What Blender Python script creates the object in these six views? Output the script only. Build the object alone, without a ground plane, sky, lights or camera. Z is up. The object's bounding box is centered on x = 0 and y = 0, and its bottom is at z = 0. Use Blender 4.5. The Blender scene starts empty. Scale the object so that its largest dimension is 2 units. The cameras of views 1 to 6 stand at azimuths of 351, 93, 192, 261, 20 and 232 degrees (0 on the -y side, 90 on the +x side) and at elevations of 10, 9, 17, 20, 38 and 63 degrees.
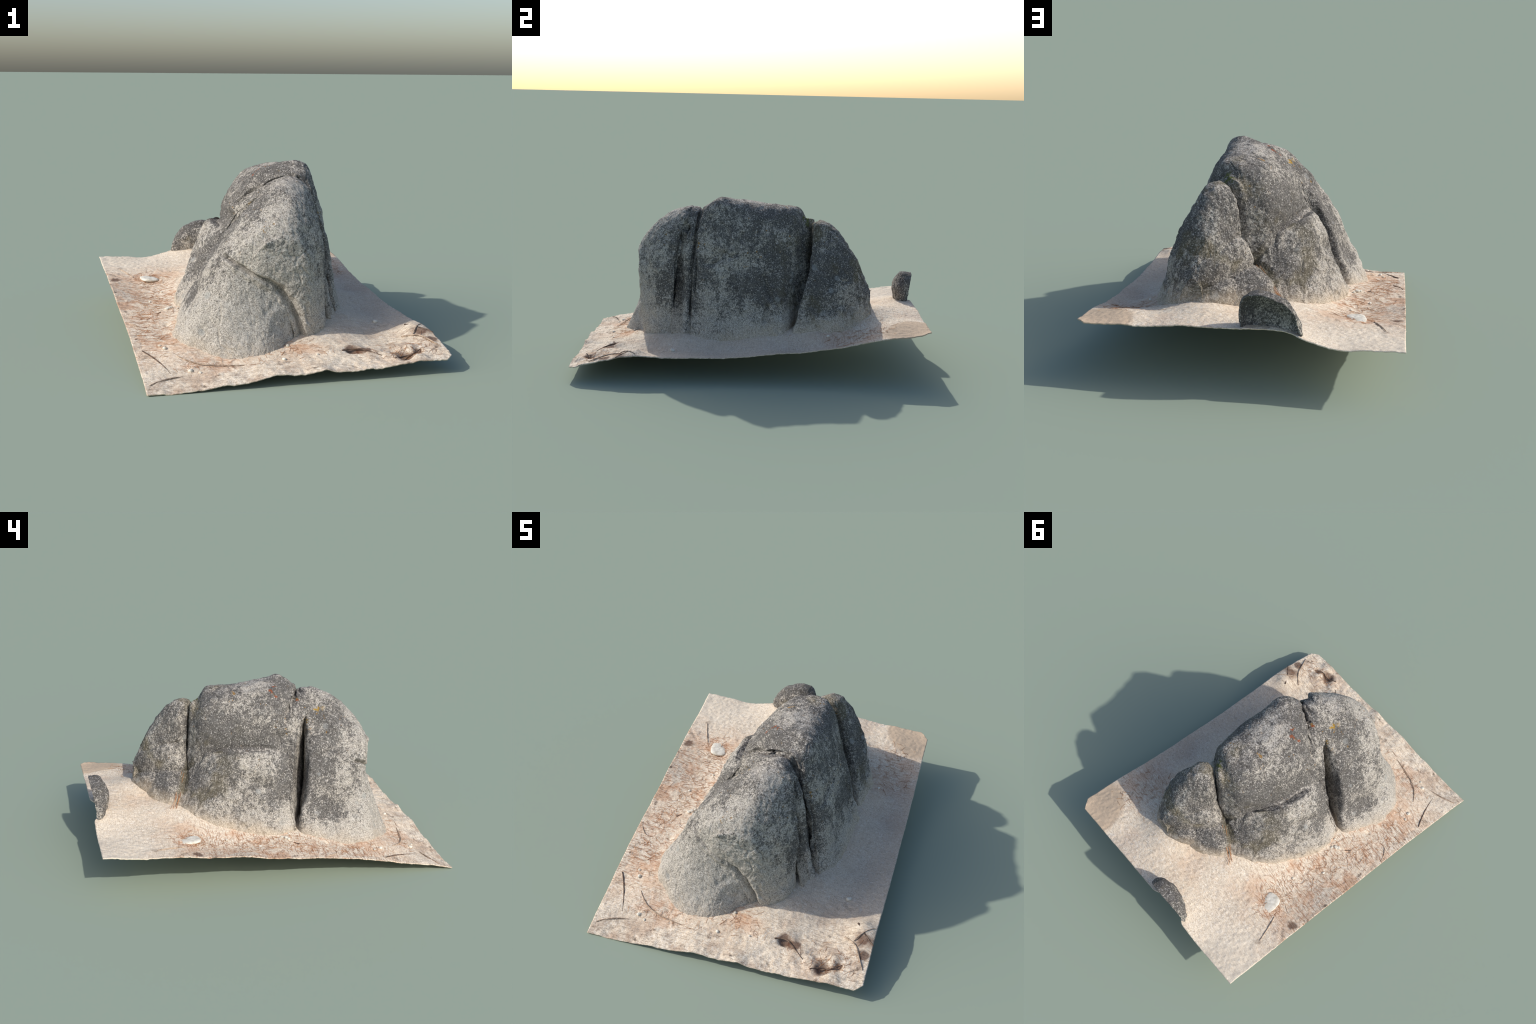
"""Weathered granite outcrop, split by joints into several blocks, on a patch of sandy
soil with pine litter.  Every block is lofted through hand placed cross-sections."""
import bpy, bmesh, math, random
import numpy as np
from mathutils import Vector, Matrix

random.seed(7)
rng = np.random.default_rng(7)

# ------------------------------------------------------------------ noise
def _hash(ix, iy, iz, seed):
    h = (ix * 374761393 + iy * 668265263 + iz * 2147483647 + seed * 974634777) & 0xFFFFFFFF
    h = ((h ^ (h >> 13)) * 1274126177) & 0xFFFFFFFF
    h = ((h ^ (h >> 16)) * 2246822519) & 0xFFFFFFFF
    return ((h ^ (h >> 15)) & 0xFFFF) / 32767.5 - 1.0

def vnoise(p, seed=0):
    p = np.asarray(p, float)
    i = np.floor(p).astype(np.int64); f = p - i
    f = f * f * f * (f * (f * 6 - 15) + 10)
    out = 0
    for dx in (0, 1):
        wx = f[:, 0] if dx else 1 - f[:, 0]
        for dy in (0, 1):
            wy = f[:, 1] if dy else 1 - f[:, 1]
            for dz in (0, 1):
                wz = f[:, 2] if dz else 1 - f[:, 2]
                out = out + wx * wy * wz * _hash(i[:, 0] + dx, i[:, 1] + dy, i[:, 2] + dz, seed)
    return out

ROT = np.array([[0.36, 0.48, -0.80], [-0.80, 0.60, 0.0], [0.48, 0.64, 0.60]])
def fbm(p, freq, octaves=4, seed=0, gain=0.5):
    p = np.asarray(p, float) * freq
    a, s = 1.0, 0
    for o in range(octaves):
        s = s + a * vnoise(p + 17.3 * o, seed + o)
        p = (p @ ROT.T) * 2.03
        a *= gain
    return s

# ------------------------------------------------------------------ spline and loft
def catmull(P, ts):
    """P: (n, ...) control values, ts in 0..n-1"""
    n = len(P)
    P = np.concatenate([2 * P[:1] - P[1:2], P, 2 * P[-1:] - P[-2:-1]])
    i = np.clip(np.floor(ts).astype(int), 0, n - 2)
    t = (ts - i).reshape((-1,) + (1,) * (P.ndim - 1))
    p0, p1, p2, p3 = P[i], P[i + 1], P[i + 2], P[i + 3]
    m1, m2 = 0.46 * (p2 - p0), 0.46 * (p3 - p1)
    return ((2 * t**3 - 3 * t**2 + 1) * p1 + (t**3 - 2 * t**2 + t) * m1
            + (-2 * t**3 + 3 * t**2) * p2 + (t**3 - t**2) * m2)

def resample(grid, n):
    """even arc length resampling along axis 0 (by the mean length)"""
    k = len(grid)
    t = np.linspace(0, k - 1, k * 24)
    fine = catmull(grid, t)
    d = np.linalg.norm(np.diff(fine, axis=0), axis=-1)
    d = d.mean(axis=1) if d.ndim > 1 else d
    c = np.concatenate([[0], np.cumsum(d)])
    return catmull(grid, np.interp(np.linspace(0, c[-1], n), c, t))

def zip_cap(st, rnd, out):
    """stations that close an end: a rounded rim, then both flanks meet on the middle line"""
    a = np.array(st, float)
    mid = 0.5 * (a + a[::-1])
    out = np.array(out, float)
    if rnd < 0:                       # convex front: bulge only, no rim
        return [mid + (a - mid) * k + out * -rnd * (1 - k * k) for k in (.66, .33, 0)]
    size = np.linalg.norm(a - mid, axis=1, keepdims=True).max()
    caps = []
    for ang in (35, 65, 90):
        s = 1 - (rnd / size) * (1 - math.cos(math.radians(ang)))
        b = mid + (a - mid) * s + out * rnd * math.sin(math.radians(ang))
        b[:, 2] = np.where(a[:, 2] > mid[:, 2].max() - 1, b[:, 2], b[:, 2])
        drop = rnd * (1 - math.cos(math.radians(ang)))
        top = (a[:, 2] - a[:, 2].min()) / (a[:, 2].max() - a[:, 2].min())
        b[:, 2] -= drop * top
        caps.append(b)
    last = mid + (a - mid) * 0.0 + out * rnd * 1.02
    last[:, 2] -= rnd * 1.0
    half = 0.5 * (caps[-1] + last)
    return caps + [half, last]

def mesh_from_grid(name, G, smooth=True):
    nv, nu = G.shape[:2]
    idx = np.arange(nv * nu).reshape(nv, nu)
    f = np.stack([idx[:-1, :-1], idx[:-1, 1:], idx[1:, 1:], idx[1:, :-1]], -1).reshape(-1, 4)
    me = bpy.data.meshes.new(name)
    me.from_pydata(G.reshape(-1, 3).tolist(), [], f.tolist())
    if smooth:
        me.shade_smooth()
    return me

def normals_of(G):
    du = np.gradient(G, axis=1); dv = np.gradient(G, axis=0)
    n = np.cross(du, dv)
    l = np.linalg.norm(n, axis=-1, keepdims=True)
    return n / np.maximum(l, 1e-9)

def seg_dist(P, line):
    line = np.array(line, float)
    best = np.full(len(P), 9.0)
    for a, b in zip(line[:-1], line[1:]):
        ab = b - a
        t = np.clip(((P - a) @ ab) / (ab @ ab), 0, 1)
        best = np.minimum(best, np.linalg.norm(P - a - t[:, None] * ab, axis=1))
    return best

# joints and seams between the blocks: (plane, line in that plane, (axis, sign, limit), radius, depth)
SEAMS = [
 ("yz", [(-.335,.735),(-.352,.70),(-.369,.66),(-.377,.60),(-.382,.53),(-.379,.43),(-.375,.30),(-.369,.15)], (0, 1, .20), .013, .042),
 ("yz", [(-.262,.838),(-.272,.79),(-.282,.685),(-.284,.60),(-.274,.51),(-.280,.42),(-.292,.33),(-.299,.26)], (0, 1, .16), .008, .020),
 ("yz", [(-.262,.838),(-.248,.85),(-.226,.814),(-.169,.747),(-.155,.698)], (0, -1, .17), .009, .022),
 ("yz", [(.27,.545),(.22,.566),(.155,.584),(.07,.590),(-.054,.583),(-.11,.565)], (0, -1, -.03), .010, .008),
 ("xz", [(-.215,.50),(-.185,.481),(-.112,.434),(-.006,.384),(.066,.321),(.115,.216),(.145,.12)], (1, -1, -.50), .0095, .036),
 ("xz", [(.03,.345),(.085,.285),(.12,.20),(.142,.13)], (1, -1, -.50), .016, .042),
 # weathered grooves in the eastern face
 ("yz", [(-.175,.551),(-.144,.58),(-.117,.618)], (0, 1, .25), .010, .015),
 ("yz", [(-.08,.596),(-.044,.615),(-.039,.67),(-.019,.717)], (0, 1, .25), .011, .015),
 ("yz", [(.105,.607),(.098,.647),(.117,.675)], (0, 1, .25), .010, .011),
 ("yz", [(.10,.50),(.125,.433),(.144,.388),(.17,.35)], (0, 1, .25), .010, .012),
 ("yz", [(.13,.34),(.123,.316),(.115,.27)], (0, 1, .25), .011, .016),
 ("yz", [(.182,.337),(.185,.23),(.20,.21)], (0, 1, .25), .012, .012),
 ("yz", [(.391,.252),(.407,.234),(.397,.216)], (0, 1, .25), .006, .006),
 # front of the upper lobe
 ("xz", [(.155,.275),(.165,.22),(.17,.19)], (1, -1, -.48), .006, .007),
 ("xz", [(.10,.49),(.105,.43)], (1, -1, -.55), .006, .004),
]
def seam_depth(P, wob):
    out = np.zeros(len(P))
    ax = {"yz": (1, 2), "xz": (0, 2)}
    for plane, line, (k, sg, lim), rad, dep in SEAMS:
        q = P[:, ax[plane]]
        r = seg_dist(q, line)
        gate = np.clip((sg * (P[:, k] - lim)) / .02, 0, 1)
        out = np.maximum(out, gate * dep * np.exp(-(r * wob / rad) ** 2))
    return out

def sculpt(G, lumps=0.005, freq=9, grain=0.0012, features=(), seed=0, seams=False):
    sh = G.shape
    N = normals_of(G).reshape(-1, 3)
    P = G.reshape(-1, 3)
    if (N * (P - P.mean(0))).sum() < 0:      # make the normals point outwards
        N = -N
    d = lumps * fbm(P, freq, 3, seed) + 0.7 * lumps * fbm(P, freq * 3.1, 3, seed + 9)
    pit = fbm(P, 42, 3, seed + 20)
    d = d - grain * 1.6 * np.clip(pit - 0.25, 0, 1) + grain * fbm(P, 110, 2, seed + 31)
    crev = np.exp(-(fbm(P * (1, 1, .6), 6.5, 3, seed + 60) / .035) ** 2) * np.clip(fbm(P, 4.5, 2, seed + 64) * 2.2 - .15, 0, 1)
    d = d - .0055 * crev
    wob = 1 + 0.35 * fbm(P, 22, 2, seed + 50)
    if seams:
        d = d - seam_depth(P, wob)
    for line, radius, depth in features:
        r = seg_dist(P, line if len(line) > 1 else [line[0], np.array(line[0]) + 1e-4])
        d = d - depth * np.exp(-(r * wob / radius) ** 2)
    return (P + N * d[:, None]).reshape(sh)

def loft(name, stations, caps=((0.03, (0, -1, 0)), (0.03, (0, 1, 0))), spacing=0.0045,
         mat=None, parent=None, **kw):
    S = np.array(stations, float)
    if caps[0]:
        S = np.concatenate([np.array(zip_cap(S[0], *caps[0]))[::-1], S])
    if caps[1]:
        S = np.concatenate([S, np.array(zip_cap(S[-1], *caps[1]))])
    Lv = np.linalg.norm(np.diff(S, axis=0), axis=-1).sum(0).max()
    Lu = np.linalg.norm(np.diff(S, axis=1), axis=-1).sum(1).max()
    G = resample(S, int(Lv / spacing))
    G = np.swapaxes(resample(np.swapaxes(G, 0, 1), int(Lu / spacing)), 0, 1)
    G = sculpt(G, seams=True, **kw)
    G[..., 2] = np.maximum(G[..., 2], (soil_z(G[..., :2].reshape(-1, 2)) - .022).reshape(G.shape[:2]))
    me = mesh_from_grid(name, G)
    ob = bpy.data.objects.new(name, me)
    bpy.context.scene.collection.objects.link(ob)
    bm = bmesh.new(); bm.from_mesh(me)
    bmesh.ops.recalc_face_normals(bm, faces=bm.faces); bm.to_mesh(me); bm.free()
    if mat: me.materials.append(mat)
    if parent: ob.parent = parent
    return ob

# ------------------------------------------------------------------ materials
def new_mat(name):
    m = bpy.data.materials.new(name); m.use_nodes = True
    nt = m.node_tree
    return m, nt, nt.nodes["Principled BSDF"]

class NG:
    """small helper for building node trees"""
    def __init__(self, nt):
        self.nt = nt
        self.co = nt.nodes.new("ShaderNodeTexCoord").outputs["Object"]
    def link(self, a, b): self.nt.links.new(a, b)
    def put(self, sock, v):
        if isinstance(v, bpy.types.NodeSocket): self.link(v, sock)
        else: sock.default_value = v
    def mapping(self, scale=(1, 1, 1), loc=(0, 0, 0), rot=(0, 0, 0), vec=None):
        n = self.nt.nodes.new("ShaderNodeMapping")
        self.put(n.inputs["Vector"], vec or self.co)
        n.inputs["Scale"].default_value = scale; n.inputs["Location"].default_value = loc
        n.inputs["Rotation"].default_value = rot
        return n.outputs[0]
    def noise(self, scale, detail=3, rough=0.55, vec=None, dist=0.0, color=False):
        n = self.nt.nodes.new("ShaderNodeTexNoise")
        self.put(n.inputs["Vector"], vec or self.co)
        n.inputs["Scale"].default_value = scale; n.inputs["Detail"].default_value = detail
        n.inputs["Roughness"].default_value = rough; n.inputs["Distortion"].default_value = dist
        return n.outputs["Color" if color else "Fac"]
    def voronoi(self, scale, feature="F1", out="Distance", vec=None, rand=1.0):
        n = self.nt.nodes.new("ShaderNodeTexVoronoi"); n.feature = feature
        self.put(n.inputs["Vector"], vec or self.co)
        n.inputs["Scale"].default_value = scale
        n.inputs["Randomness"].default_value = rand
        return n.outputs[out]
    def math(self, op, a, b=0.0, c=0.0, clamp=False):
        n = self.nt.nodes.new("ShaderNodeMath"); n.operation = op; n.use_clamp = clamp
        self.put(n.inputs[0], a); self.put(n.inputs[1], b); self.put(n.inputs[2], c)
        return n.outputs[0]
    def step(self, v, lo, hi, a=0.0, b=1.0):
        n = self.nt.nodes.new("ShaderNodeMapRange"); n.interpolation_type = "SMOOTHSTEP"
        self.put(n.inputs[0], v)
        for k, x in zip((1, 2, 3, 4), (lo, hi, a, b)): n.inputs[k].default_value = x
        return n.outputs[0]
    def mix(self, fac, a, b, mode="MIX"):
        n = self.nt.nodes.new("ShaderNodeMix"); n.data_type = "RGBA"; n.blend_type = mode
        self.put(n.inputs[0], fac)
        for s, v in ((n.inputs[6], a), (n.inputs[7], b)):
            self.put(s, v if isinstance(v, bpy.types.NodeSocket) else (*v, 1.0))
        return n.outputs[2]
    def sep(self, vec=None):
        n = self.nt.nodes.new("ShaderNodeSeparateXYZ"); self.put(n.inputs[0], vec or self.co)
        return n.outputs
    def near(self, p, radius, soft=0.6, wob=0.0, wobscale=9):
        """1 within radius of point p, fading outwards, outline wobbled by noise"""
        n = self.nt.nodes.new("ShaderNodeVectorMath"); n.operation = "DISTANCE"
        self.put(n.inputs[0], self.co); n.inputs[1].default_value = p
        d = n.outputs["Value"]
        if wob:
            d = self.math("ADD", d, self.math("MULTIPLY", self.math("SUBTRACT", self.noise(wobscale, 4), 0.5), wob))
        return self.step(d, radius, radius * soft)
    def mul(self, *v):
        r = v[0]
        for x in v[1:]: r = self.math("MULTIPLY", r, x)
        return r
    def mx(self, *v):
        r = v[0]
        for x in v[1:]: r = self.math("MAXIMUM", r, x)
        return r

def rgb(h):
    """sRGB hex to linear"""
    c = [int(h[i:i + 2], 16) / 255 for i in (0, 2, 4)]
    return tuple(x / 12.92 if x <= 0.04045 else ((x + 0.055) / 1.055) ** 2.4 for x in c)

def granite(name="granite", lichen=1.0, dusty=1.0, bias=0.0):
    m, nt, bs = new_mat(name); g = NG(nt)
    x, y, z = g.sep()
    # clean rock: pinkish grey feldspar with quartz and mica grains
    fine = g.noise(220, 2, 0.6)
    gr = g.voronoi(240, out="Color")
    grs = g.sep(gr)[0]
    med = g.noise(28, 4, 0.65)
    big = g.noise(6.0, 4, 0.6)
    big2 = g.noise(2.6, 3, 0.55, vec=g.mapping(loc=(3.1, 1.7, 0.4)))
    base = g.mix(g.step(grs, 0.15, 0.85), rgb("9c958b"), rgb("d0c9bd"))
    base = g.mix(g.step(fine, 0.50, 0.66, 0, 0.55), base, rgb("e6e0d7"))
    base = g.mix(g.step(fine, 0.45, 0.33, 0, 0.6), base, rgb("66625c"))
    # pale lichen crust in patches
    crust = g.mul(g.step(big, 0.50, 0.62), g.step(med, 0.44, 0.58))
    base = g.mix(g.math("MULTIPLY", crust, 0.55), base, rgb("d8d3ca"))
    # dark lichen: ragged blotches, denser high up and towards the north
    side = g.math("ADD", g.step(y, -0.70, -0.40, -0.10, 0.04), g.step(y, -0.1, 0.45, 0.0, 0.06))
    side = g.math("ADD", side, g.math("ADD", g.step(x, 0.16, 0.30, 0.0, 0.03), g.step(x, -0.04, -0.22, 0.0, 0.025)))  # eastern darkening mixes lichen with baked shade put into the colour
    high = g.step(z, 0.12, 0.46, -0.15, 0.065)
    # lichen plus painted light and shade: dark hollows, northern foot; pale tops, knees
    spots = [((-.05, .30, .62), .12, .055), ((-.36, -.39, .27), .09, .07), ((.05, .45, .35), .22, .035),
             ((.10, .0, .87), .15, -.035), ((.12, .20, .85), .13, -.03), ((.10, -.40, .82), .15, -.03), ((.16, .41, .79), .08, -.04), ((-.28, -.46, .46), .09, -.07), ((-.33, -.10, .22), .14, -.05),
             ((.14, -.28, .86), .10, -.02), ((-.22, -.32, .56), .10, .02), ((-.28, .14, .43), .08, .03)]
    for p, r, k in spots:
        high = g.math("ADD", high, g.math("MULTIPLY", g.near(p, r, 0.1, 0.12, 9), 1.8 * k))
    # recess over western ledge: lichen plus painted shade; ledge lightened as if lit
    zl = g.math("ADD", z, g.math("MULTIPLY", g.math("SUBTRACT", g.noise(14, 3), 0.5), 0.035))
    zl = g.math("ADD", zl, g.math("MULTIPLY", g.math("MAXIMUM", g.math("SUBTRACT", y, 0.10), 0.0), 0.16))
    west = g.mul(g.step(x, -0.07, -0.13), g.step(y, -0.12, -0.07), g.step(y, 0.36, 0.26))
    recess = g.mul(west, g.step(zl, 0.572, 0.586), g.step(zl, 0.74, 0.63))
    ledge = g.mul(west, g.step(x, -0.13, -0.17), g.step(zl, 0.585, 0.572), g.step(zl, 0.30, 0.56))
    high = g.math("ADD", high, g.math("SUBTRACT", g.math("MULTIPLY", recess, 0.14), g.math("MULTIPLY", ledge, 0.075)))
    dens = g.math("ADD", g.math("ADD", side, high), g.math("MULTIPLY", g.math("SUBTRACT", big, 0.5), 0.62))
    dens = g.math("ADD", dens, g.math("MULTIPLY", g.math("SUBTRACT", big2, 0.5), 0.45))
    mott = g.math("ADD", g.math("MULTIPLY", g.noise(38, 8, 0.86), 0.55), g.math("MULTIPLY", g.noise(120, 5, 0.8, vec=g.mapping(loc=(7, 3, 6))), 0.45))
    mott = g.math("MULTIPLY_ADD", mott, 2.1, -0.55)
    streak = g.noise(1.0, 4, 0.6, vec=g.mapping(scale=(16, 16, 2.0)), dist=0.4)
    dens = g.math("ADD", dens, g.math("MULTIPLY", g.math("SUBTRACT", streak, 0.5), 0.35))
    dens = g.math("ADD", dens, bias)
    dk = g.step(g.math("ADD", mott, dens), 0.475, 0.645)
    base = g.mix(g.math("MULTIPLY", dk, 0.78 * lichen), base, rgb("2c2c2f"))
    specks = g.step(g.noise(160, 3, 0.7, vec=g.mapping(loc=(5, 2, 1))), 0.60, 0.68)
    base = g.mix(g.math("MULTIPLY", specks, 0.7), base, rgb("2b2a2c"))
    # pale flecks over the dark crust
    fl = g.step(g.noise(140, 3, 0.7, vec=g.mapping(loc=(1, 7, 2))), 0.57, 0.65)
    base = g.mix(g.math("MULTIPLY", fl, 0.78), base, rgb("e0dbd4"))
    # round pale rosettes
    ros = g.voronoi(11, vec=g.mapping(loc=(0.3, 0.2, 0.9)))
    rosette = g.mul(g.step(ros, 0.22, 0.17), g.step(g.noise(3.4, 2, vec=g.mapping(loc=(9, 4, 2))), 0.52, 0.60))
    base = g.mix(g.math("MULTIPLY", rosette, 0.5), base, rgb("a9aba8"))
    # olive tint, ochre and rust lichens
    ol = g.mul(g.step(g.noise(7, 4, vec=g.mapping(loc=(2, 8, 5))), 0.52, 0.66), g.step(y, 0.0, 0.35))
    base = g.mix(g.math("MULTIPLY", ol, 0.38), base, rgb("6f6440"))
    och = g.mul(g.step(g.noise(36, 3, 0.6, vec=g.mapping(loc=(4, 4, 1))), 0.655, 0.69), g.step(z, 0.35, 0.7),
                g.step(g.noise(6, 2, vec=g.mapping(loc=(1, 1, 8))), 0.45, 0.55))
    base = g.mix(g.math("MULTIPLY", och, 0.75), base, rgb("9a7433"))
    fleck = g.noise(60, 3, 0.6)
    rust = g.mx(*[g.near(p, 0.017, 0.55, 0.03, 40) for p in
                  ((0.046, -0.106, 0.865), (0.016, -0.085, 0.85), (-0.011, -0.106, 0.825), (0.03, -0.235, 0.80))])
    base = g.mix(g.mul(rust, g.step(fleck, 0.44, 0.54)), base, rgb("94563a"))
    yel = g.mx(g.near((-0.026, -0.342, 0.758), 0.024, 0.5, 0.04, 40), g.near((-0.015, -0.375, 0.75), 0.022, 0.4, 0.04, 40),
               g.near((-0.065, -0.275, 0.70), 0.02, 0.4, 0.03, 40))
    base = g.mix(g.mul(yel, g.step(fleck, 0.40, 0.52)), base, rgb("b28e3c"))
    grn = g.near((0.129, 0.322, 0.784), 0.045, 0.6, 0.05, 35)
    base = g.mix(g.mul(grn, g.step(fleck, 0.47, 0.56), 0.8), base, rgb("646a35"))
    # buff dust and clean stone near the soil
    soil = g.math("SUBTRACT", z, g.math("MULTIPLY", y, 0.16))
    soil = g.math("ADD", soil, g.math("MULTIPLY", g.math("SUBTRACT", g.noise(9, 4), 0.5), 0.16))
    dust = g.step(soil, 0.27, 0.13)
    grit = g.mix(g.step(fine, 0.42, 0.6), rgb("c3b097"), rgb("e8d9c2"))
    base = g.mix(g.math("MULTIPLY", dust, 0.68 * dusty), base, grit)
    g.link(base, bs.inputs["Base Color"])
    bs.inputs["Roughness"].default_value = 0.9
    bs.inputs["Specular IOR Level"].default_value = 0.2
    h = g.math("ADD", g.math("MULTIPLY", fine, 0.5), g.math("ADD", g.math("MULTIPLY", mott, 0.9), g.math("MULTIPLY", med, 0.8)))
    b = nt.nodes.new("ShaderNodeBump"); b.inputs["Strength"].default_value = 0.7
    b.inputs["Distance"].default_value = 0.008
    g.link(h, b.inputs["Height"]); g.link(b.outputs[0], bs.inputs["Normal"])
    return m

def sandy_soil():
    m, nt, bs = new_mat("sandy_soil"); g = NG(nt)
    x, y, z = g.sep()
    fine = g.noise(190, 3, 0.6)
    med = g.noise(30, 4, 0.65)
    big = g.noise(5, 4, 0.6)
    base = g.mix(g.step(fine, 0.30, 0.70), rgb("cbb9a2"), rgb("f4e8d5"))
    base = g.mix(g.step(big, 0.42, 0.62, 0, 0.35), base, rgb("dfcab0"))
    grit = g.sep(g.voronoi(150, out="Color"))[0]
    base = g.mix(g.step(grit, 0.86, 0.95, 0, 0.7), base, rgb("efe6d8"))
    base = g.mix(g.step(grit, 0.12, 0.05, 0, 0.25), base, rgb("6d5844"))
    # needle litter: short fibres in several directions, rusty on the western side
    fib = None
    for i, (a, sc) in enumerate(((0.3, 1), (1.2, 1.2), (2.1, 0.9), (2.8, 1.1))):
        v = g.mapping(scale=(18 * sc, 130 * sc, 40), rot=(0, 0, a), loc=(i * 3.1, i, 0))
        f = g.step(g.noise(1.0, 2, 0.5, vec=v, dist=0.5), 0.60, 0.68)
        fib = f if fib is None else g.mx(fib, f)
    wx = g.step(x, -0.22, -0.42); wy = g.step(g.math("ABSOLUTE", g.math("SUBTRACT", y, -0.1)), 0.75, 0.40)
    litter = g.mul(wx, wy)
    litter = g.mx(litter, g.mul(g.near((0.50, 0.60, 0.22), 0.28, 0.3, 0.2, 6), 0.7), g.near((0.1, -0.66, 0.1), 0.16, 0.3, 0.12, 9),
                  g.near((-0.52, 0.42, 0.2), 0.13, 0.5, 0.06, 12), g.mul(g.near((-0.3, -0.76, 0.05), 0.2, 0.3, 0.15, 9), 0.8))
    patchy = g.step(g.noise(8, 5, 0.65), 0.46, 0.60)
    base = g.mix(g.mul(litter, patchy, 0.42), base, rgb("c98e60"))
    base = g.mix(g.mul(litter, fib, 0.5), base, rgb("a8683c"))
    stain = g.step(g.noise(3.6, 5, 0.62, vec=g.mapping(loc=(2.2, 5.1, 0))), 0.50, 0.66)
    base = g.mix(g.math("MULTIPLY", stain, 0.18), base, rgb("bd8c68"))
    # coarse brown debris along the southern and western edges and in the south-east corner
    se = g.near((0.62, -0.72, 0.1), 0.42, 0.3, 0.25, 6)
    sw = g.step(g.math("ADD", y, g.math("MULTIPLY", g.noise(7, 3), 0.25)), -0.60, -0.80)
    we = g.mul(g.step(g.math("ADD", x, g.math("MULTIPLY", y, 0.096)), -0.60, -0.69), g.step(y, 0.75, 0.35))
    deb = g.mx(se, sw, we)
    base = g.mix(g.mul(deb, g.step(g.noise(9, 5, 0.68), 0.46, 0.62), 0.5), base, rgb("9c7e68"))
    base = g.mix(g.mul(deb, fib, 0.35), base, rgb("6a5446"))
    base = g.mix(g.mul(deb, g.step(g.noise(14, 4, 0.6, vec=g.mapping(loc=(4, 1, 3))), 0.60, 0.68), 0.75), base, rgb("4a3a31"))
    base = g.mix(g.mul(g.math("SUBTRACT", 1.0, deb), fib, 0.16), base, rgb("8a715c"))
    # dark brown patches in the south-eastern hollows and near the edges
    for p, r in (((.345, -.715, .09), .05), ((.40, -.735, .08), .03), ((.575, -.80, .07), .06), ((.645, -.775, .07), .04), ((.72, -.60, .12), .06), ((.75, -.68, .11), .04), ((-.70, .40, .2), .035), ((-.67, .62, .22), .03)):
        base = g.mix(g.math("MULTIPLY", g.near(p, r, 0.3, 0.10, 16), 0.8), base, rgb("573a2d"))
    # smooth tan clay in the north-eastern corner, washed out soil in the north-west
    ne = g.near((0.58, 0.98, 0.28), 0.24, 0.85, 0.10, 7)
    base = g.mix(g.math("MULTIPLY", ne, 0.9), base, rgb("c9b298"))
    nw = g.near((-0.72, 0.86, 0.25), 0.36, 0.4, 0.2, 6)
    base = g.mix(g.math("MULTIPLY", nw, 0.45), base, rgb("e2d6c2"))
    # greyer tone on the eastern side
    ea = g.mul(g.step(x, 0.25, 0.45), g.step(y, 0.75, 0.45), g.step(y, -0.65, -0.45))
    base = g.mix(g.math("MULTIPLY", ea, 0.35), base, rgb("b0a294"))
    g.link(base, bs.inputs["Base Color"])
    bs.inputs["Roughness"].default_value = 0.95
    bs.inputs["Specular IOR Level"].default_value = 0.15
    h = g.math("ADD", g.math("MULTIPLY", fine, 0.6), g.math("ADD", med, g.math("MULTIPLY", fib, 0.25)))
    b = nt.nodes.new("ShaderNodeBump"); b.inputs["Strength"].default_value = 0.5
    b.inputs["Distance"].default_value = 0.005
    g.link(h, b.inputs["Height"]); g.link(b.outputs[0], bs.inputs["Normal"])
    return m

def plain(name, c1, c2, scale=40, rough=0.9):
    m, nt, bs = new_mat(name); g = NG(nt)
    g.link(g.mix(g.step(g.noise(scale, 4, 0.65), 0.4, 0.6), rgb(c1), rgb(c2)), bs.inputs["Base Color"])
    bs.inputs["Roughness"].default_value = rough
    b = nt.nodes.new("ShaderNodeBump"); b.inputs["Strength"].default_value = 0.4
    b.inputs["Distance"].default_value = 0.003
    g.link(g.noise(scale * 2.5, 4, 0.6), b.inputs["Height"]); g.link(b.outputs[0], bs.inputs["Normal"])
    return m

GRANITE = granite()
DARK_GRANITE = granite("dark_granite", dusty=0.0, bias=-0.03)
SOIL = sandy_soil()
WOOD = plain("weathered_wood", "8a7665", "c2ae98", 60)
DARKWOOD = plain("rotten_wood", "4a3b32", "7d6858", 50)
NEEDLE = plain("dry_needle", "9c6a44", "c08e62", 30)
PALE = plain("pale_stone", "cfc8b8", "e6e0d2", 35)

def root_empty(name, loc, label, category):
    e = bpy.data.objects.new(name, None)
    e.location = loc
    e.empty_display_size = 0.1
    bpy.context.scene.collection.objects.link(e)
    e["label"] = label; e["category"] = category
    return e

def adopt(ob, parent):
    ob.parent = parent
    ob.matrix_parent_inverse = Matrix.Translation(parent.location).inverted() if parent.type == "EMPTY" else Matrix()

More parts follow.
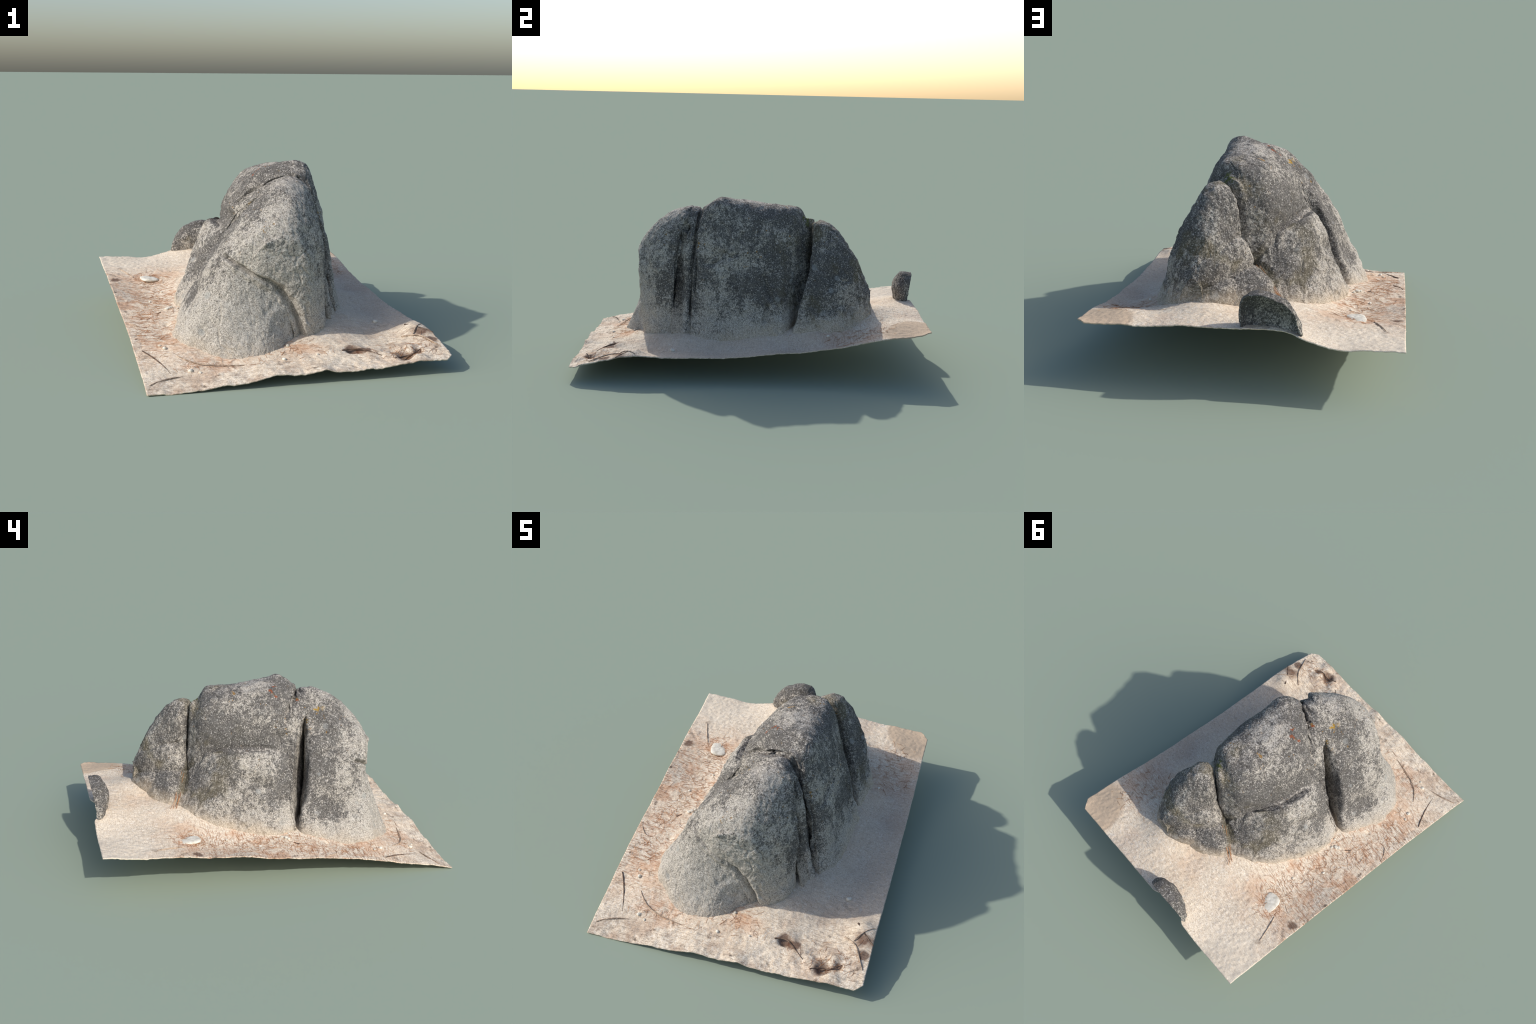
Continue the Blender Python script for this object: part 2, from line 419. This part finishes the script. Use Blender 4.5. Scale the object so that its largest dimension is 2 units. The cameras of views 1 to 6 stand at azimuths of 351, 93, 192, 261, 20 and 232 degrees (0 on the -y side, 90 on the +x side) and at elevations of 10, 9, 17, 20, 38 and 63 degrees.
# ------------------------------------------------------------------ height of the soil
CORNER = {"sw": (-.60, -.998), "se": (.792, -.862), "nw": (-.783, .873), "ne": (.607, 1.0)}
SOIL_PTS = [
 # southern edge
 (-.60,-.998,.002),(-.444,-.982,.006),(-.309,-.969,.021),(-.171,-.956,.031),(-.03,-.944,.053),(.10,-.932,.047),(.17,-.924,.06),(.214,-.92,.05),(.347,-.908,.048),(.508,-.893,.047),(.645,-.88,.065),(.78,-.86,.074),
 # western edge
 (-.613,-.864,.033),(-.629,-.70,.066),(-.65,-.48,.110),(-.675,-.22,.144),(-.70,.02,.170),(-.717,.21,.194),(-.733,.38,.206),(-.754,.60,.224),(-.768,.743,.238),(-.781,.873,.255),
 # eastern edge
 (.771,-.75,.100),(.755,-.58,.127),(.738,-.40,.131),(.715,-.16,.133),(.69,.08,.147),(.672,.27,.162),(.655,.44,.182),(.637,.625,.217),(.622,.78,.245),(.611,.89,.255),(.60,.98,.272),
 # northern edge
 (.486,.968,.272),(.331,.956,.276),(.162,.943,.291),(.061,.936,.292),(-.097,.924,.296),(-.221,.915,.300),(-.303,.909,.292),(-.369,.904,.268),(-.419,.90,.256),(-.509,.894,.238),(-.637,.884,.246),
 # round the foot of the rock
 (-.104,-.78,.073),(-.25,-.75,.063),(-.42,-.62,.100),(-.464,-.45,.108),(-.464,-.337,.131),(-.492,-.15,.151),(-.443,-.106,.158),(-.385,-.20,.162),(-.509,.417,.206),(-.19,.475,.262),(-.36,.26,.199),(-.40,.12,.174),(-.49,.15,.157),(-.55,.25,.166),(-.45,.33,.186),
 (.345,-.713,.085),(.576,-.795,.076),(.681,-.532,.132),(.33,-.48,.137),(.41,-.34,.152),(.12,-.60,.113),(.42,-.20,.155),(.44,.10,.182),(.43,.232,.193),(.45,.40,.213),(.40,.58,.219),(.338,.733,.262),(.20,.705,.298),(-.05,.64,.272),(.08,.69,.302),(.30,.66,.268),(.06,.78,.297),(.2,.8,.29),(-.30,.60,.243),(-.5,.7,.238),(.55,-.1,.114),(.55,-.3,.120),(.60,-.62,.10),(.46,-.72,.075),(.55,.3,.143),(.54,.50,.176),(.50,.80,.268),(.40,.88,.285),(.5,-.5,.096),(.1,-.83,.066),(.0,.0,.18),(.1,-.3,.15),(.15,.4,.22),(-.2,-.4,.13),
]
SP = np.array(SOIL_PTS)
def tps(r2): return np.where(r2 > 1e-12, r2 * np.log(np.maximum(r2, 1e-12)), 0)
_A = tps(((SP[:, None, :2] - SP[None, :, :2]) ** 2).sum(-1)) + 2e-4 * np.eye(len(SP))
_Q = np.c_[np.ones(len(SP)), SP[:, :2]]
_sol = np.linalg.solve(np.block([[_A, _Q], [_Q.T, np.zeros((3, 3))]]), np.r_[SP[:, 2], 0, 0, 0])
def soil_z(xy):
    xy = np.atleast_2d(np.asarray(xy, float))
    z = np.empty(len(xy))
    for i in range(0, len(xy), 20000):
        b = xy[i:i + 20000]
        z[i:i + 20000] = tps(((b[:, None, :] - SP[None, :, :2]) ** 2).sum(-1)) @ _sol[:len(SP)] + np.c_[np.ones(len(b)), b] @ _sol[len(SP):]
    return z
def soil_relief(P):
    q = np.c_[P, np.zeros(len(P))]
    rough = 0.25 + 0.75 * np.exp(-(((P - (.62, -.78)) / (.33, .22)) ** 2).sum(1)) + 0.5 * np.clip((-.72 - P[:, 1]) * 4, 0, 1) \
        + 0.35 * np.clip((-.62 - P[:, 0]) * 8, 0, 1)
    d = rough * (0.007 * fbm(q, 7, 3, 70) + 0.0035 * fbm(q, 26, 3, 75)) + 0.0015 * fbm(q, 70, 3, 80)
    for (px, py), r, h in (((.345, -.725), .026, -.030), ((.37, -.735), .020, -.018), ((.36, -.705), .05, .014), ((.58, -.80), .035, -.038), ((.645, -.775), .025, -.025), ((.61, -.76), .05, .016), ((.46, -.76), .06, .012), ((.69, -.53), .05, .02),
                           ((.73, -.60), .05, .012), ((-.47, -.33), .012, -.012), ((-.5, -.15), .012, -.01)):
        d = d + h * np.exp(-((P - (px, py)) ** 2).sum(1) / r ** 2)
    return d

# ------------------------------------------------------------------ the outcrop
outcrop = root_empty("granite_outcrop", (0, 0, 0.0),
                     "weathered grey granite outcrop split by deep vertical cracks", "rock")

MAIN = [
 [(-.20,-.17,.10),(-.20,-.17,.35),(-.16,-.165,.575),(-.125,-.165,.65),(-.085,-.168,.715),(.06,-.205,.828),(.195,-.25,.843),(.262,-.268,.73),(.315,-.275,.52),(.352,-.278,.30),(.405,-.28,.10)],
 [(-.24,-.12,.10),(-.235,-.12,.40),(-.178,-.125,.588),(-.145,-.125,.655),(-.075,-.13,.765),(.045,-.135,.868),(.226,-.165,.894),(.286,-.18,.765),(.345,-.185,.55),(.385,-.19,.30),(.44,-.19,.10)],
 [(-.25,-.04,.10),(-.245,-.04,.42),(-.172,-.04,.582),(-.146,-.045,.66),(-.096,-.05,.757),(.035,-.06,.866),(.208,-.08,.886),(.286,-.08,.765),(.352,-.07,.55),(.395,-.06,.30),(.455,-.06,.10)],
 [(-.24,.10,.10),(-.235,.10,.42),(-.166,.10,.580),(-.144,.10,.66),(-.098,.10,.752),(.01,.10,.848),(.174,.09,.860),(.270,.09,.765),(.352,.10,.52),(.402,.10,.30),(.465,.10,.10)],
 [(-.19,.22,.10),(-.17,.22,.42),(-.134,.22,.575),(-.118,.22,.66),(-.083,.215,.742),(.0,.20,.832),(.166,.20,.858),(.248,.195,.75),(.335,.19,.52),(.398,.195,.30),(.462,.20,.10)],
 [(-.10,.35,.10),(-.085,.345,.42),(-.078,.33,.56),(-.072,.315,.66),(-.045,.30,.74),(.03,.285,.82),(.160,.268,.850),(.230,.262,.75),(.290,.240,.52),(.350,.232,.30),(.42,.24,.10)],
 [(0,.385,.10),(0,.38,.42),(0,.368,.57),(.005,.357,.655),(.02,.345,.715),(.07,.325,.78),(.140,.307,.80),(.180,.303,.72),(.205,.295,.52),(.25,.28,.30),(.33,.27,.10)],
]
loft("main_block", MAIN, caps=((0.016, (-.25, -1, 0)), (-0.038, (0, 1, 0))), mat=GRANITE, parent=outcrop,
     lumps=0.0045, seed=1, features=[
        ([(-.165, -.127, .622)], 0.040, 0.040),
        ([(.335, -.21, .56), (.34, -.14, .62)], 0.016, 0.010),
        ([(.30, -.10, .74), (.335, -.10, .66), (.35, -.12, .58)], 0.014, 0.008),
        ([(.33, -.01, .70), (.36, 0, .60)], 0.012, 0.007),
        ([(.395, .08, .42), (.40, .12, .33), (.41, .13, .22)], 0.018, 0.010),
     ])

SHOULDER = [
 [(-.385,-.165,.05),(-.37,-.165,.17),(-.335,-.155,.225),(-.287,-.15,.33),(-.24,-.16,.44),(-.19,-.15,.535),(-.13,-.14,.56),(0,-.13,.40)],
 [(-.41,-.08,.05),(-.40,-.08,.18),(-.365,-.07,.25),(-.325,-.06,.34),(-.28,-.055,.45),(-.224,-.05,.562),(-.176,-.05,.562),(0,-.05,.40)],
 [(-.41,.04,.05),(-.40,.04,.19),(-.37,.045,.26),(-.325,.05,.35),(-.29,.06,.45),(-.228,.065,.566),(-.178,.07,.568),(0,.07,.40)],
 [(-.38,.15,.05),(-.365,.16,.20),(-.335,.16,.28),(-.305,.155,.37),(-.28,.155,.45),(-.220,.16,.560),(-.166,.165,.565),(0,.16,.40)],
 [(-.34,.27,.05),(-.32,.275,.23),(-.28,.27,.32),(-.245,.265,.41),(-.205,.255,.49),(-.165,.25,.54),(-.13,.245,.56),(0,.25,.40)],
 [(-.27,.38,.05),(-.245,.38,.24),(-.20,.375,.31),(-.16,.365,.37),(-.12,.355,.42),(-.09,.345,.46),(-.06,.335,.48),(.05,.30,.40)],
 [(-.20,.45,.05),(-.17,.45,.25),(-.135,.44,.28),(-.11,.43,.31),(-.08,.42,.34),(-.05,.41,.36),(-.03,.40,.38),(.05,.36,.30)],
]
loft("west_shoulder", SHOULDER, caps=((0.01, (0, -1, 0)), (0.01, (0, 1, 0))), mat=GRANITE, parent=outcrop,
     lumps=0.006, freq=11, seed=2, features=[
        ([(-.305, -.02, .40), (-.30, .05, .43), (-.285, .10, .45)], 0.032, 0.020),
        ([(-.27, -.04, .49), (-.27, .10, .50), (-.22, .20, .49)], 0.035, -0.007),
        ([(-.29, .16, .40), (-.25, .25, .42)], 0.03, 0.010),
        ([(-.335, .013, .345), (-.315, .08, .385), (-.31, .13, .40)], 0.020, -0.009),
     ])

SLAB = [
 [(-.36,-.17,.05),(-.335,-.16,.20),(-.286,-.15,.328),(-.21,-.172,.46),(-.148,-.200,.60),(-.090,-.228,.685),(.0,-.315,.765),(.12,-.355,.832),(.192,-.355,.77),(.245,-.362,.60),(.265,-.362,.40),(.365,-.362,.05)],
 [(-.35,-.13,.05),(-.325,-.13,.22),(-.275,-.13,.34),(-.20,-.15,.47),(-.14,-.18,.60),(-.08,-.22,.70),(.02,-.28,.80),(.12,-.30,.842),(.20,-.30,.785),(.270,-.320,.62),(.302,-.325,.40),(.385,-.325,.05)],
 [(-.34,-.10,.05),(-.30,-.10,.25),(-.25,-.10,.36),(-.18,-.12,.48),(-.13,-.14,.60),(-.10,-.168,.69),(-.02,-.195,.755),(.11,-.258,.832),(.18,-.272,.80),(.255,-.290,.64),(.292,-.295,.42),(.375,-.297,.05)],
]
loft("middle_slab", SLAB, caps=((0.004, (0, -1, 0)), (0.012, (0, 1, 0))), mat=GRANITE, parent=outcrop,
     lumps=0.004, seed=3)

SOUTH = [
 [(-.40,-.20,.03),(-.374,-.205,.225),(-.318,-.246,.334),(-.250,-.270,.478),(-.183,-.296,.58),(-.10,-.318,.66),(-.02,-.342,.755),(.11,-.325,.842),(.220,-.345,.775),(.268,-.378,.50),(.268,-.384,.25),(.30,-.388,.03)],
 [(-.46,-.35,.03),(-.428,-.355,.14),(-.350,-.37,.27),(-.298,-.39,.40),(-.218,-.40,.535),(-.123,-.41,.66),(-.02,-.41,.775),(.10,-.42,.815),(.215,-.415,.73),(.28,-.42,.50),(.28,-.42,.25),(.30,-.42,.03)],
 [(-.45,-.50,.02),(-.428,-.50,.13),(-.360,-.50,.255),(-.291,-.50,.39),(-.220,-.51,.52),(-.138,-.515,.62),(-.032,-.52,.706),(.09,-.525,.745),(.195,-.51,.67),(.258,-.50,.48),(.270,-.49,.25),(.285,-.48,.02)],
 [(-.25,-.54,.02),(-.22,-.55,.14),(-.18,-.575,.25),(-.19,-.585,.40),(-.182,-.592,.49),(-.126,-.598,.572),(-.04,-.60,.640),(.07,-.600,.660),(.155,-.58,.59),(.21,-.56,.44),(.230,-.545,.25),(.25,-.525,.02)],
 [(.08,-.55,.02),(.08,-.585,.14),(.00,-.605,.28),(-.09,-.626,.415),(-.112,-.622,.49),(-.07,-.630,.55),(-.01,-.628,.593),(.07,-.627,.608),(.138,-.615,.55),(.168,-.604,.44),(.185,-.590,.25),(.19,-.56,.02)],
]
loft("south_block", SOUTH, caps=((-0.03, (0, 1, 0)), (-0.018, (0, -1, 0))), mat=GRANITE, parent=outcrop,
     lumps=0.0045, seed=4, features=[
        ([(-.15, -.45, .60), (-.05, -.55, .62)], 0.06, 0.006),
        ([(-.35, -.39, .295)], 0.05, 0.009),
        ([(-.29, -.45, .455)], 0.05, -0.012),
        ([(-.20, -.36, .55), (-.19, -.42, .57)], 0.03, 0.010),
        ([(-.13, -.42, .66)], 0.04, -0.008),
        ([(.17, -.56, .24), (.175, -.56, .18)], 0.010, 0.008),
     ])

TOE = [
 [(-.42,-.44,.02),(-.41,-.44,.14),(-.34,-.44,.28),(-.255,-.44,.42),(-.20,-.45,.47),(-.05,-.45,.42),(.05,-.45,.28),(.12,-.45,.02)],
 [(-.445,-.53,.02),(-.425,-.53,.13),(-.352,-.535,.27),(-.270,-.545,.40),(-.195,-.562,.47),(-.08,-.555,.415),(.05,-.545,.32),(.13,-.53,.02)],
 [(-.405,-.60,.02),(-.393,-.60,.12),(-.326,-.602,.24),(-.240,-.603,.36),(-.16,-.604,.43),(-.06,-.606,.39),(.055,-.598,.30),(.125,-.58,.02)],
 [(-.335,-.655,.02),(-.318,-.655,.11),(-.268,-.655,.19),(-.21,-.650,.27),(-.14,-.648,.29),(-.05,-.645,.27),(.03,-.635,.20),(.09,-.62,.02)],
 [(-.285,-.70,.02),(-.268,-.70,.085),(-.225,-.70,.13),(-.18,-.70,.155),(-.12,-.70,.16),(-.05,-.70,.145),(.0,-.69,.11),(.05,-.68,.02)],
 [(-.22,-.75,.0),(-.20,-.75,.05),(-.17,-.75,.06),(-.14,-.75,.062),(-.11,-.75,.062),(-.07,-.75,.057),(-.04,-.74,.05),(-.01,-.74,.0)],
]
loft("toe_block", TOE, caps=(None, (0.004, (0, -1, 0))), mat=GRANITE, parent=outcrop, lumps=0.004, seed=5)

NORTH = [
 [(.0,.40,.10),(.02,.40,.35),(.045,.395,.55),(.075,.385,.68),(.115,.37,.75),(.165,.362,.775),(.215,.362,.735),(.285,.356,.55),(.365,.315,.36),(.44,.245,.10)],
 [(.03,.44,.10),(.05,.44,.40),(.028,.44,.565),(.060,.432,.71),(.106,.41,.765),(.155,.405,.793),(.219,.405,.745),(.297,.41,.57),(.368,.41,.38),(.46,.40,.10)],
 [(.05,.50,.10),(.068,.50,.41),(.042,.495,.54),(.075,.488,.66),(.11,.485,.72),(.17,.485,.745),(.235,.49,.69),(.310,.503,.55),(.364,.505,.38),(.445,.51,.10)],
 [(.09,.57,.10),(.105,.57,.36),(.080,.57,.50),(.105,.57,.58),(.135,.57,.625),(.18,.57,.63),(.235,.583,.583),(.287,.593,.48),(.326,.59,.34),(.40,.60,.10)],
 [(.14,.62,.10),(.148,.63,.35),(.130,.642,.43),(.14,.648,.46),(.165,.65,.475),(.19,.65,.475),(.215,.65,.45),(.247,.655,.40),(.278,.660,.32),(.33,.67,.10)],
 [(.12,.70,.10),(.135,.685,.34),(.15,.678,.38),(.16,.682,.40),(.175,.683,.41),(.19,.683,.41),(.205,.68,.40),(.222,.682,.37),(.242,.683,.32),(.29,.70,.10)],
]
loft("north_block", NORTH, caps=((-0.016, (0, -1, 0)), (0.006, (0, 1, 0))), mat=GRANITE, parent=outcrop,
     lumps=0.0055, seed=6, features=[
        ([(.33, .46, .44), (.32, .47, .50)], 0.025, 0.018),
        ([(.33, .57, .33), (.35, .53, .27)], 0.025, 0.014),
        ([(.185, .665, .395), (.10, .605, .46), (.055, .53, .50), (.023, .445, .551)], 0.020, 0.028),
     ])

def stone(name, center, axes, rot, mat, parent, seed, lumps=0.006, power=2.4, freq=9, n=90):
    """rounded stone: superellipsoid, roughened"""
    u = np.linspace(-math.pi, math.pi, 2 * n); v = np.linspace(-math.pi / 2, math.pi / 2, n)
    U, V = np.meshgrid(u, v)
    e = 2 / power
    sp = lambda a: np.sign(a) * np.abs(a) ** e
    G = np.stack([sp(np.cos(V)) * sp(np.cos(U)) * axes[0], sp(np.cos(V)) * sp(np.sin(U)) * axes[1], sp(np.sin(V)) * axes[2]], -1)
    R = np.array(Matrix.Rotation(rot[2], 3, "Z") @ Matrix.Rotation(rot[1], 3, "Y") @ Matrix.Rotation(rot[0], 3, "X"))
    G = G @ R.T
    P = G.reshape(-1, 3) + np.array(center)
    r = G.reshape(-1, 3); rn = r / np.linalg.norm(r, axis=1, keepdims=True)
    d = lumps * fbm(P, freq, 4, seed) + 0.2 * lumps * fbm(P, freq * 8, 3, seed + 5)
    G = P + rn * d[:, None]
    G[:, 2] = np.maximum(G[:, 2], soil_z(G[:, :2]) - .015)
    G = G.reshape(U.shape + (3,))
    me = mesh_from_grid(name, G)
    bm = bmesh.new(); bm.from_mesh(me)
    bmesh.ops.remove_doubles(bm, verts=bm.verts, dist=1e-5)
    bmesh.ops.recalc_face_normals(bm, faces=bm.faces); bm.to_mesh(me); bm.free()
    me.shade_smooth()
    ob = bpy.data.objects.new(name, me); bpy.context.scene.collection.objects.link(ob)
    me.materials.append(mat)
    if parent: ob.parent = parent
    return ob

stone("wedged_stone", (.110, .520, .415), (.168, .085, .11), (0, .45, math.radians(49)), GRANITE, outcrop, 11, lumps=.010, power=3.0)
stone("wedged_stone", (.02, .466, .222), (.165, .15, .188), (.30, .28, .55), GRANITE, outcrop, 12, lumps=.012, power=2.8)

stone("wedged_stone", (.092, .590, .292), (.115, .072, .085), (.2, .3, .8), GRANITE, outcrop, 13, lumps=.010, power=3.0)

# ------------------------------------------------------------------ the soil sheet
nu, nv = 250, 340
s, t = np.meshgrid(np.linspace(0, 1, nu), np.linspace(0, 1, nv))
s = s[..., None]; t = t[..., None]
c = {k: np.array(v) for k, v in CORNER.items()}
XY = ((1 - s) * (1 - t) * c["sw"] + s * (1 - t) * c["se"] + (1 - s) * t * c["nw"] + s * t * c["ne"]).reshape(-1, 2)
for k, cut, d in (("ne", (.70, .71), .035), ("se", (.75, -.66), .026)):
    nrm = np.array(cut) / np.linalg.norm(cut)
    over = (XY - c[k]) @ nrm + d
    XY = XY - np.clip(over, 0, 9)[:, None] * nrm
notch = np.exp(-((XY[:, 0] + .235) / .095) ** 4) * np.clip((XY[:, 1] - .80) / .12, 0, 1) ** 2   # bay under the small boulder
XY[:, 1] -= .05 * notch
Z = soil_z(XY) - .010 * notch + soil_relief(XY)
G = np.c_[XY, Z].reshape(nv, nu, 3)
me = mesh_from_grid("soil_sheet", G)
bm = bmesh.new(); bm.from_mesh(me)
bmesh.ops.remove_doubles(bm, verts=bm.verts, dist=2e-4)
bmesh.ops.dissolve_degenerate(bm, dist=6e-4, edges=bm.edges)
bmesh.ops.delete(bm, geom=[f for f in bm.faces if f.calc_area() < 4e-7 or abs(f.normal.z) < .15], context="FACES")
bmesh.ops.recalc_face_normals(bm, faces=bm.faces)
if sum(f.normal.z for f in bm.faces) < 0: bmesh.ops.reverse_faces(bm, faces=bm.faces)
bm.to_mesh(me); bm.free(); me.shade_smooth()
ground = root_empty("soil_patch", (0, 0, 0), "tilted rectangular sheet of sandy soil with pine litter", "ground")
soil = bpy.data.objects.new("soil_sheet", me); bpy.context.scene.collection.objects.link(soil)
soil.parent = ground
me.materials.append(SOIL)
sol = soil.modifiers.new("thickness", "SOLIDIFY"); sol.thickness = 0.005; sol.offset = -1

def top_z(x, y): 
    p = np.array([[x, y]])
    return float(soil_z(p)[0] + soil_relief(p)[0])

# ------------------------------------------------------------------ small boulder, cut open at the northern edge
def small_boulder():
    ARCS = [  # from the cut rim, over the back, to the undercut foot
     [(-.350,.898,.285),(-.334,.905,.35),(-.29,.918,.408),(-.228,.930,.438),(-.16,.938,.452),(-.112,.934,.432),(-.096,.926,.385),(-.104,.915,.295)],
     [(-.358,.890,.284),(-.335,.882,.35),(-.285,.876,.412),(-.225,.874,.442),(-.155,.876,.447),(-.104,.890,.418),(-.088,.905,.36),(-.096,.912,.292)],
     [(-.360,.888,.280),(-.34,.866,.325),(-.29,.846,.36),(-.23,.832,.365),(-.165,.836,.362),(-.106,.862,.35),(-.088,.896,.33),(-.096,.908,.290)],
     [(-.356,.888,.274),(-.335,.868,.278),(-.285,.852,.280),(-.23,.845,.280),(-.17,.848,.282),(-.12,.872,.284),(-.10,.900,.286),(-.100,.906,.286)],
    ]
    G = resample(np.array(ARCS), 50)
    G = np.swapaxes(resample(np.swapaxes(G, 0, 1), 90), 0, 1)
    G = sculpt(G, lumps=.004, freq=10, seed=90)
    me = mesh_from_grid("small_boulder", G)
    ob = bpy.data.objects.new("small_boulder", me); bpy.context.scene.collection.objects.link(ob)
    bm = bmesh.new(); bm.from_mesh(me)
    bmesh.ops.remove_doubles(bm, verts=bm.verts, dist=1e-5)
    bmesh.ops.recalc_face_normals(bm, faces=bm.faces)
    if sum(f.normal.y * f.calc_area() for f in bm.faces) > 0: bmesh.ops.reverse_faces(bm, faces=bm.faces)
    bm.to_mesh(me); bm.free(); me.shade_smooth()
    me.materials.append(DARK_GRANITE)
    m = ob.modifiers.new("shell", "SOLIDIFY"); m.thickness = .006; m.offset = -1
    ob["label"] = "small hollow grey boulder cut open at the sheet's edge"; ob["category"] = "rock"
    return ob
small_boulder()

# ------------------------------------------------------------------ flat pale stone and pebbles
fs = stone("flat_stone", (-.512, .425, .203), (.048, .058, .010), (0, .05, .3), PALE, None, 40, lumps=.005, power=3, freq=16, n=40)
fs["label"] = "flat pale stone slab lying on the soil"; fs["category"] = "stone"
for i, (x, y, r) in enumerate(((-.443, -.106, .012), (-.43, -.085, .010), (-.455, -.118, .011), (-.40, -.13, .008), (.02, -.79, .010), (.18, -.76, .007),
                               (-.50, -.62, .010), (-.52, -.58, .008), (-.40, -.82, .012), (-.36, -.84, .008), (.56, -.36, .014), (.46, .46, .009), (.06, -.66, .009), (-.53, .05, .008), (-.46, .22, .007))):
    stone("pebble", (x, y, top_z(x, y) + r * .3), (r, r * .8, r * .6), (0, 0, i * 1.3), PALE, ground, 60 + i, lumps=.0015, freq=60, n=12)

# ------------------------------------------------------------------ twigs, roots and needles
def tube(name, pts, radii, mat, parent, res=3):
    cu = bpy.data.curves.new(name, "CURVE"); cu.dimensions = "3D"; cu.bevel_depth = 1.0; cu.bevel_resolution = res
    sp = cu.splines.new("NURBS"); sp.points.add(len(pts) - 1); sp.use_endpoint_u = True; sp.order_u = 3
    for p, q, r in zip(sp.points, pts, radii):
        p.co = (*q, 1); p.radius = r
    cu.use_fill_caps = True; sp.resolution_u = 8
    ob = bpy.data.objects.new(name, cu); bpy.context.scene.collection.objects.link(ob)
    dg = bpy.context.evaluated_depsgraph_get()
    me = bpy.data.meshes.new_from_object(ob.evaluated_get(dg))
    bpy.data.objects.remove(ob); bpy.data.curves.remove(cu)
    me.name = name; me.shade_smooth()
    me.materials.clear(); me.materials.append(mat)
    ob = bpy.data.objects.new(name, me); bpy.context.scene.collection.objects.link(ob)
    ob.parent = parent
    return ob

def on_soil(xy, lift):
    return [(x, y, top_z(x, y) + h) for (x, y), h in zip(xy, lift)]

TWIGS = [
 # (ground track, thickness, lift, rotten?)
 ([(-.45,-.70),(-.40,-.76),(-.30,-.80),(-.16,-.81)], .007, .005, 0),
 ([(-.60,-.62),(-.53,-.72),(-.49,-.83)], .008, .004, 1),
 ([(-.585,-.93),(-.52,-.88),(-.44,-.86)], .009, .005, 0),
 ([(.30,-.73),(.345,-.705),(.41,-.75),(.47,-.79)], .010, .006, 1),
 ([(.52,-.83),(.57,-.79),(.62,-.81),(.66,-.76)], .011, .006, 1),
 ([(.62,-.60),(.68,-.63),(.72,-.70),(.76,-.76)], .010, .010, 0),
 ([(.66,-.52),(.71,-.58),(.77,-.62)], .013, .006, 1),
 ([(.67,-.62),(.70,-.57),(.745,-.52)], .007, .016, 0),
 ([(-.60,.45),(-.64,.52),(-.67,.60)], .008, .006, 0),
 ([(-.60,-.35),(-.64,-.33),(-.66,-.27)], .007, .003, 0),
 ([(-.505,-.17),(-.49,-.145),(-.475,-.13)], .006, .001, 1),
]
for k, (xy, th, lift, dark) in enumerate(TWIGS):
    pts = on_soil(xy, [lift * .2] + [lift] * (len(xy) - 2) + [lift * .2])
    r = [th * .6] + [th * .62 * (1 + .25 * math.sin(k + i)) for i in range(len(xy) - 2)] + [th * .25]
    r = [q * .65 for q in r]
    tube("twig", pts, r, DARKWOOD if dark else WOOD, ground)

def needles(name, regions, mat, parent, seed):
    """short curved dry needles, three-sided, strewn over the soil"""
    rg = np.random.default_rng(seed)
    V, F = [], []
    for (cx, cy), (sx, sy), n in regions:
        for _ in range(n):
            x, y = rg.normal(cx, sx), rg.normal(cy, sy)
            a = rg.uniform(0, math.tau); L = rg.uniform(.015, .05); bend = rg.normal(0, .5)
            k = 5
            tt = np.linspace(-.5, .5, k)
            px = x + L * tt * math.cos(a) - bend * L * tt ** 2 * math.sin(a)
            py = y + L * tt * math.sin(a) + bend * L * tt ** 2 * math.cos(a)
            w, e = -.691 - .0962 * (py + .0), .697 - .1 * py      # western and eastern edge at this y
            inside = (px > w + .02) & (px < e - .02) & (np.abs(py) < .83)
            if not inside.all(): continue
            xy = np.c_[px, py]
            pz = soil_z(xy) + soil_relief(xy) + .0015 + rg.uniform(0, .002)
            r = rg.uniform(.0005, .0008)
            b0 = len(V)
            for i in range(k):
                for j in range(3):
                    an = j * math.tau / 3
                    V.append((px[i] + r * math.cos(an) * -math.sin(a), py[i] + r * math.cos(an) * math.cos(a), pz[i] + r * math.sin(an)))
            for i in range(k - 1):
                for j in range(3):
                    q = b0 + i * 3; j2 = (j + 1) % 3
                    F.append((q + j, q + j2, q + 3 + j2, q + 3 + j))
    me = bpy.data.meshes.new(name); me.from_pydata(V, [], F); me.shade_smooth()
    me.materials.append(mat)
    ob = bpy.data.objects.new(name, me); bpy.context.scene.collection.objects.link(ob)
    ob.parent = parent; ob["kind"] = "stuff"
    return ob
needles("needle_litter", [((-.55, -.25), (.06, .22), 230), ((-.50, .12), (.07, .16), 130), ((-.52, .40), (.05, .05), 90), ((.52, .62), (.07, .12), 90),
                          ((.05, -.72), (.12, .05), 60), ((-.30, -.82), (.14, .04), 80), ((.60, -.78), (.1, .06), 120)], NEEDLE, ground, 5)

# dry needles hanging in the joint between the northern stones and the shoulder
joint = [(-.03, .42, .42), (-.075, .43, .375), (-.12, .448, .33), (-.165, .462, .285), (-.20, .48, .262)]
for k in range(6):
    o = np.array([rng.normal(0, .008) - .006, rng.normal(0, .010) + .004, rng.normal(-.004, .003)])
    pts = [tuple(np.array(p) + o + rng.normal(0, .005, 3)) for p in joint[rng.integers(0, 2):]]
    tube("dry_root", pts, [.0011] * len(pts), NEEDLE, ground, res=1)
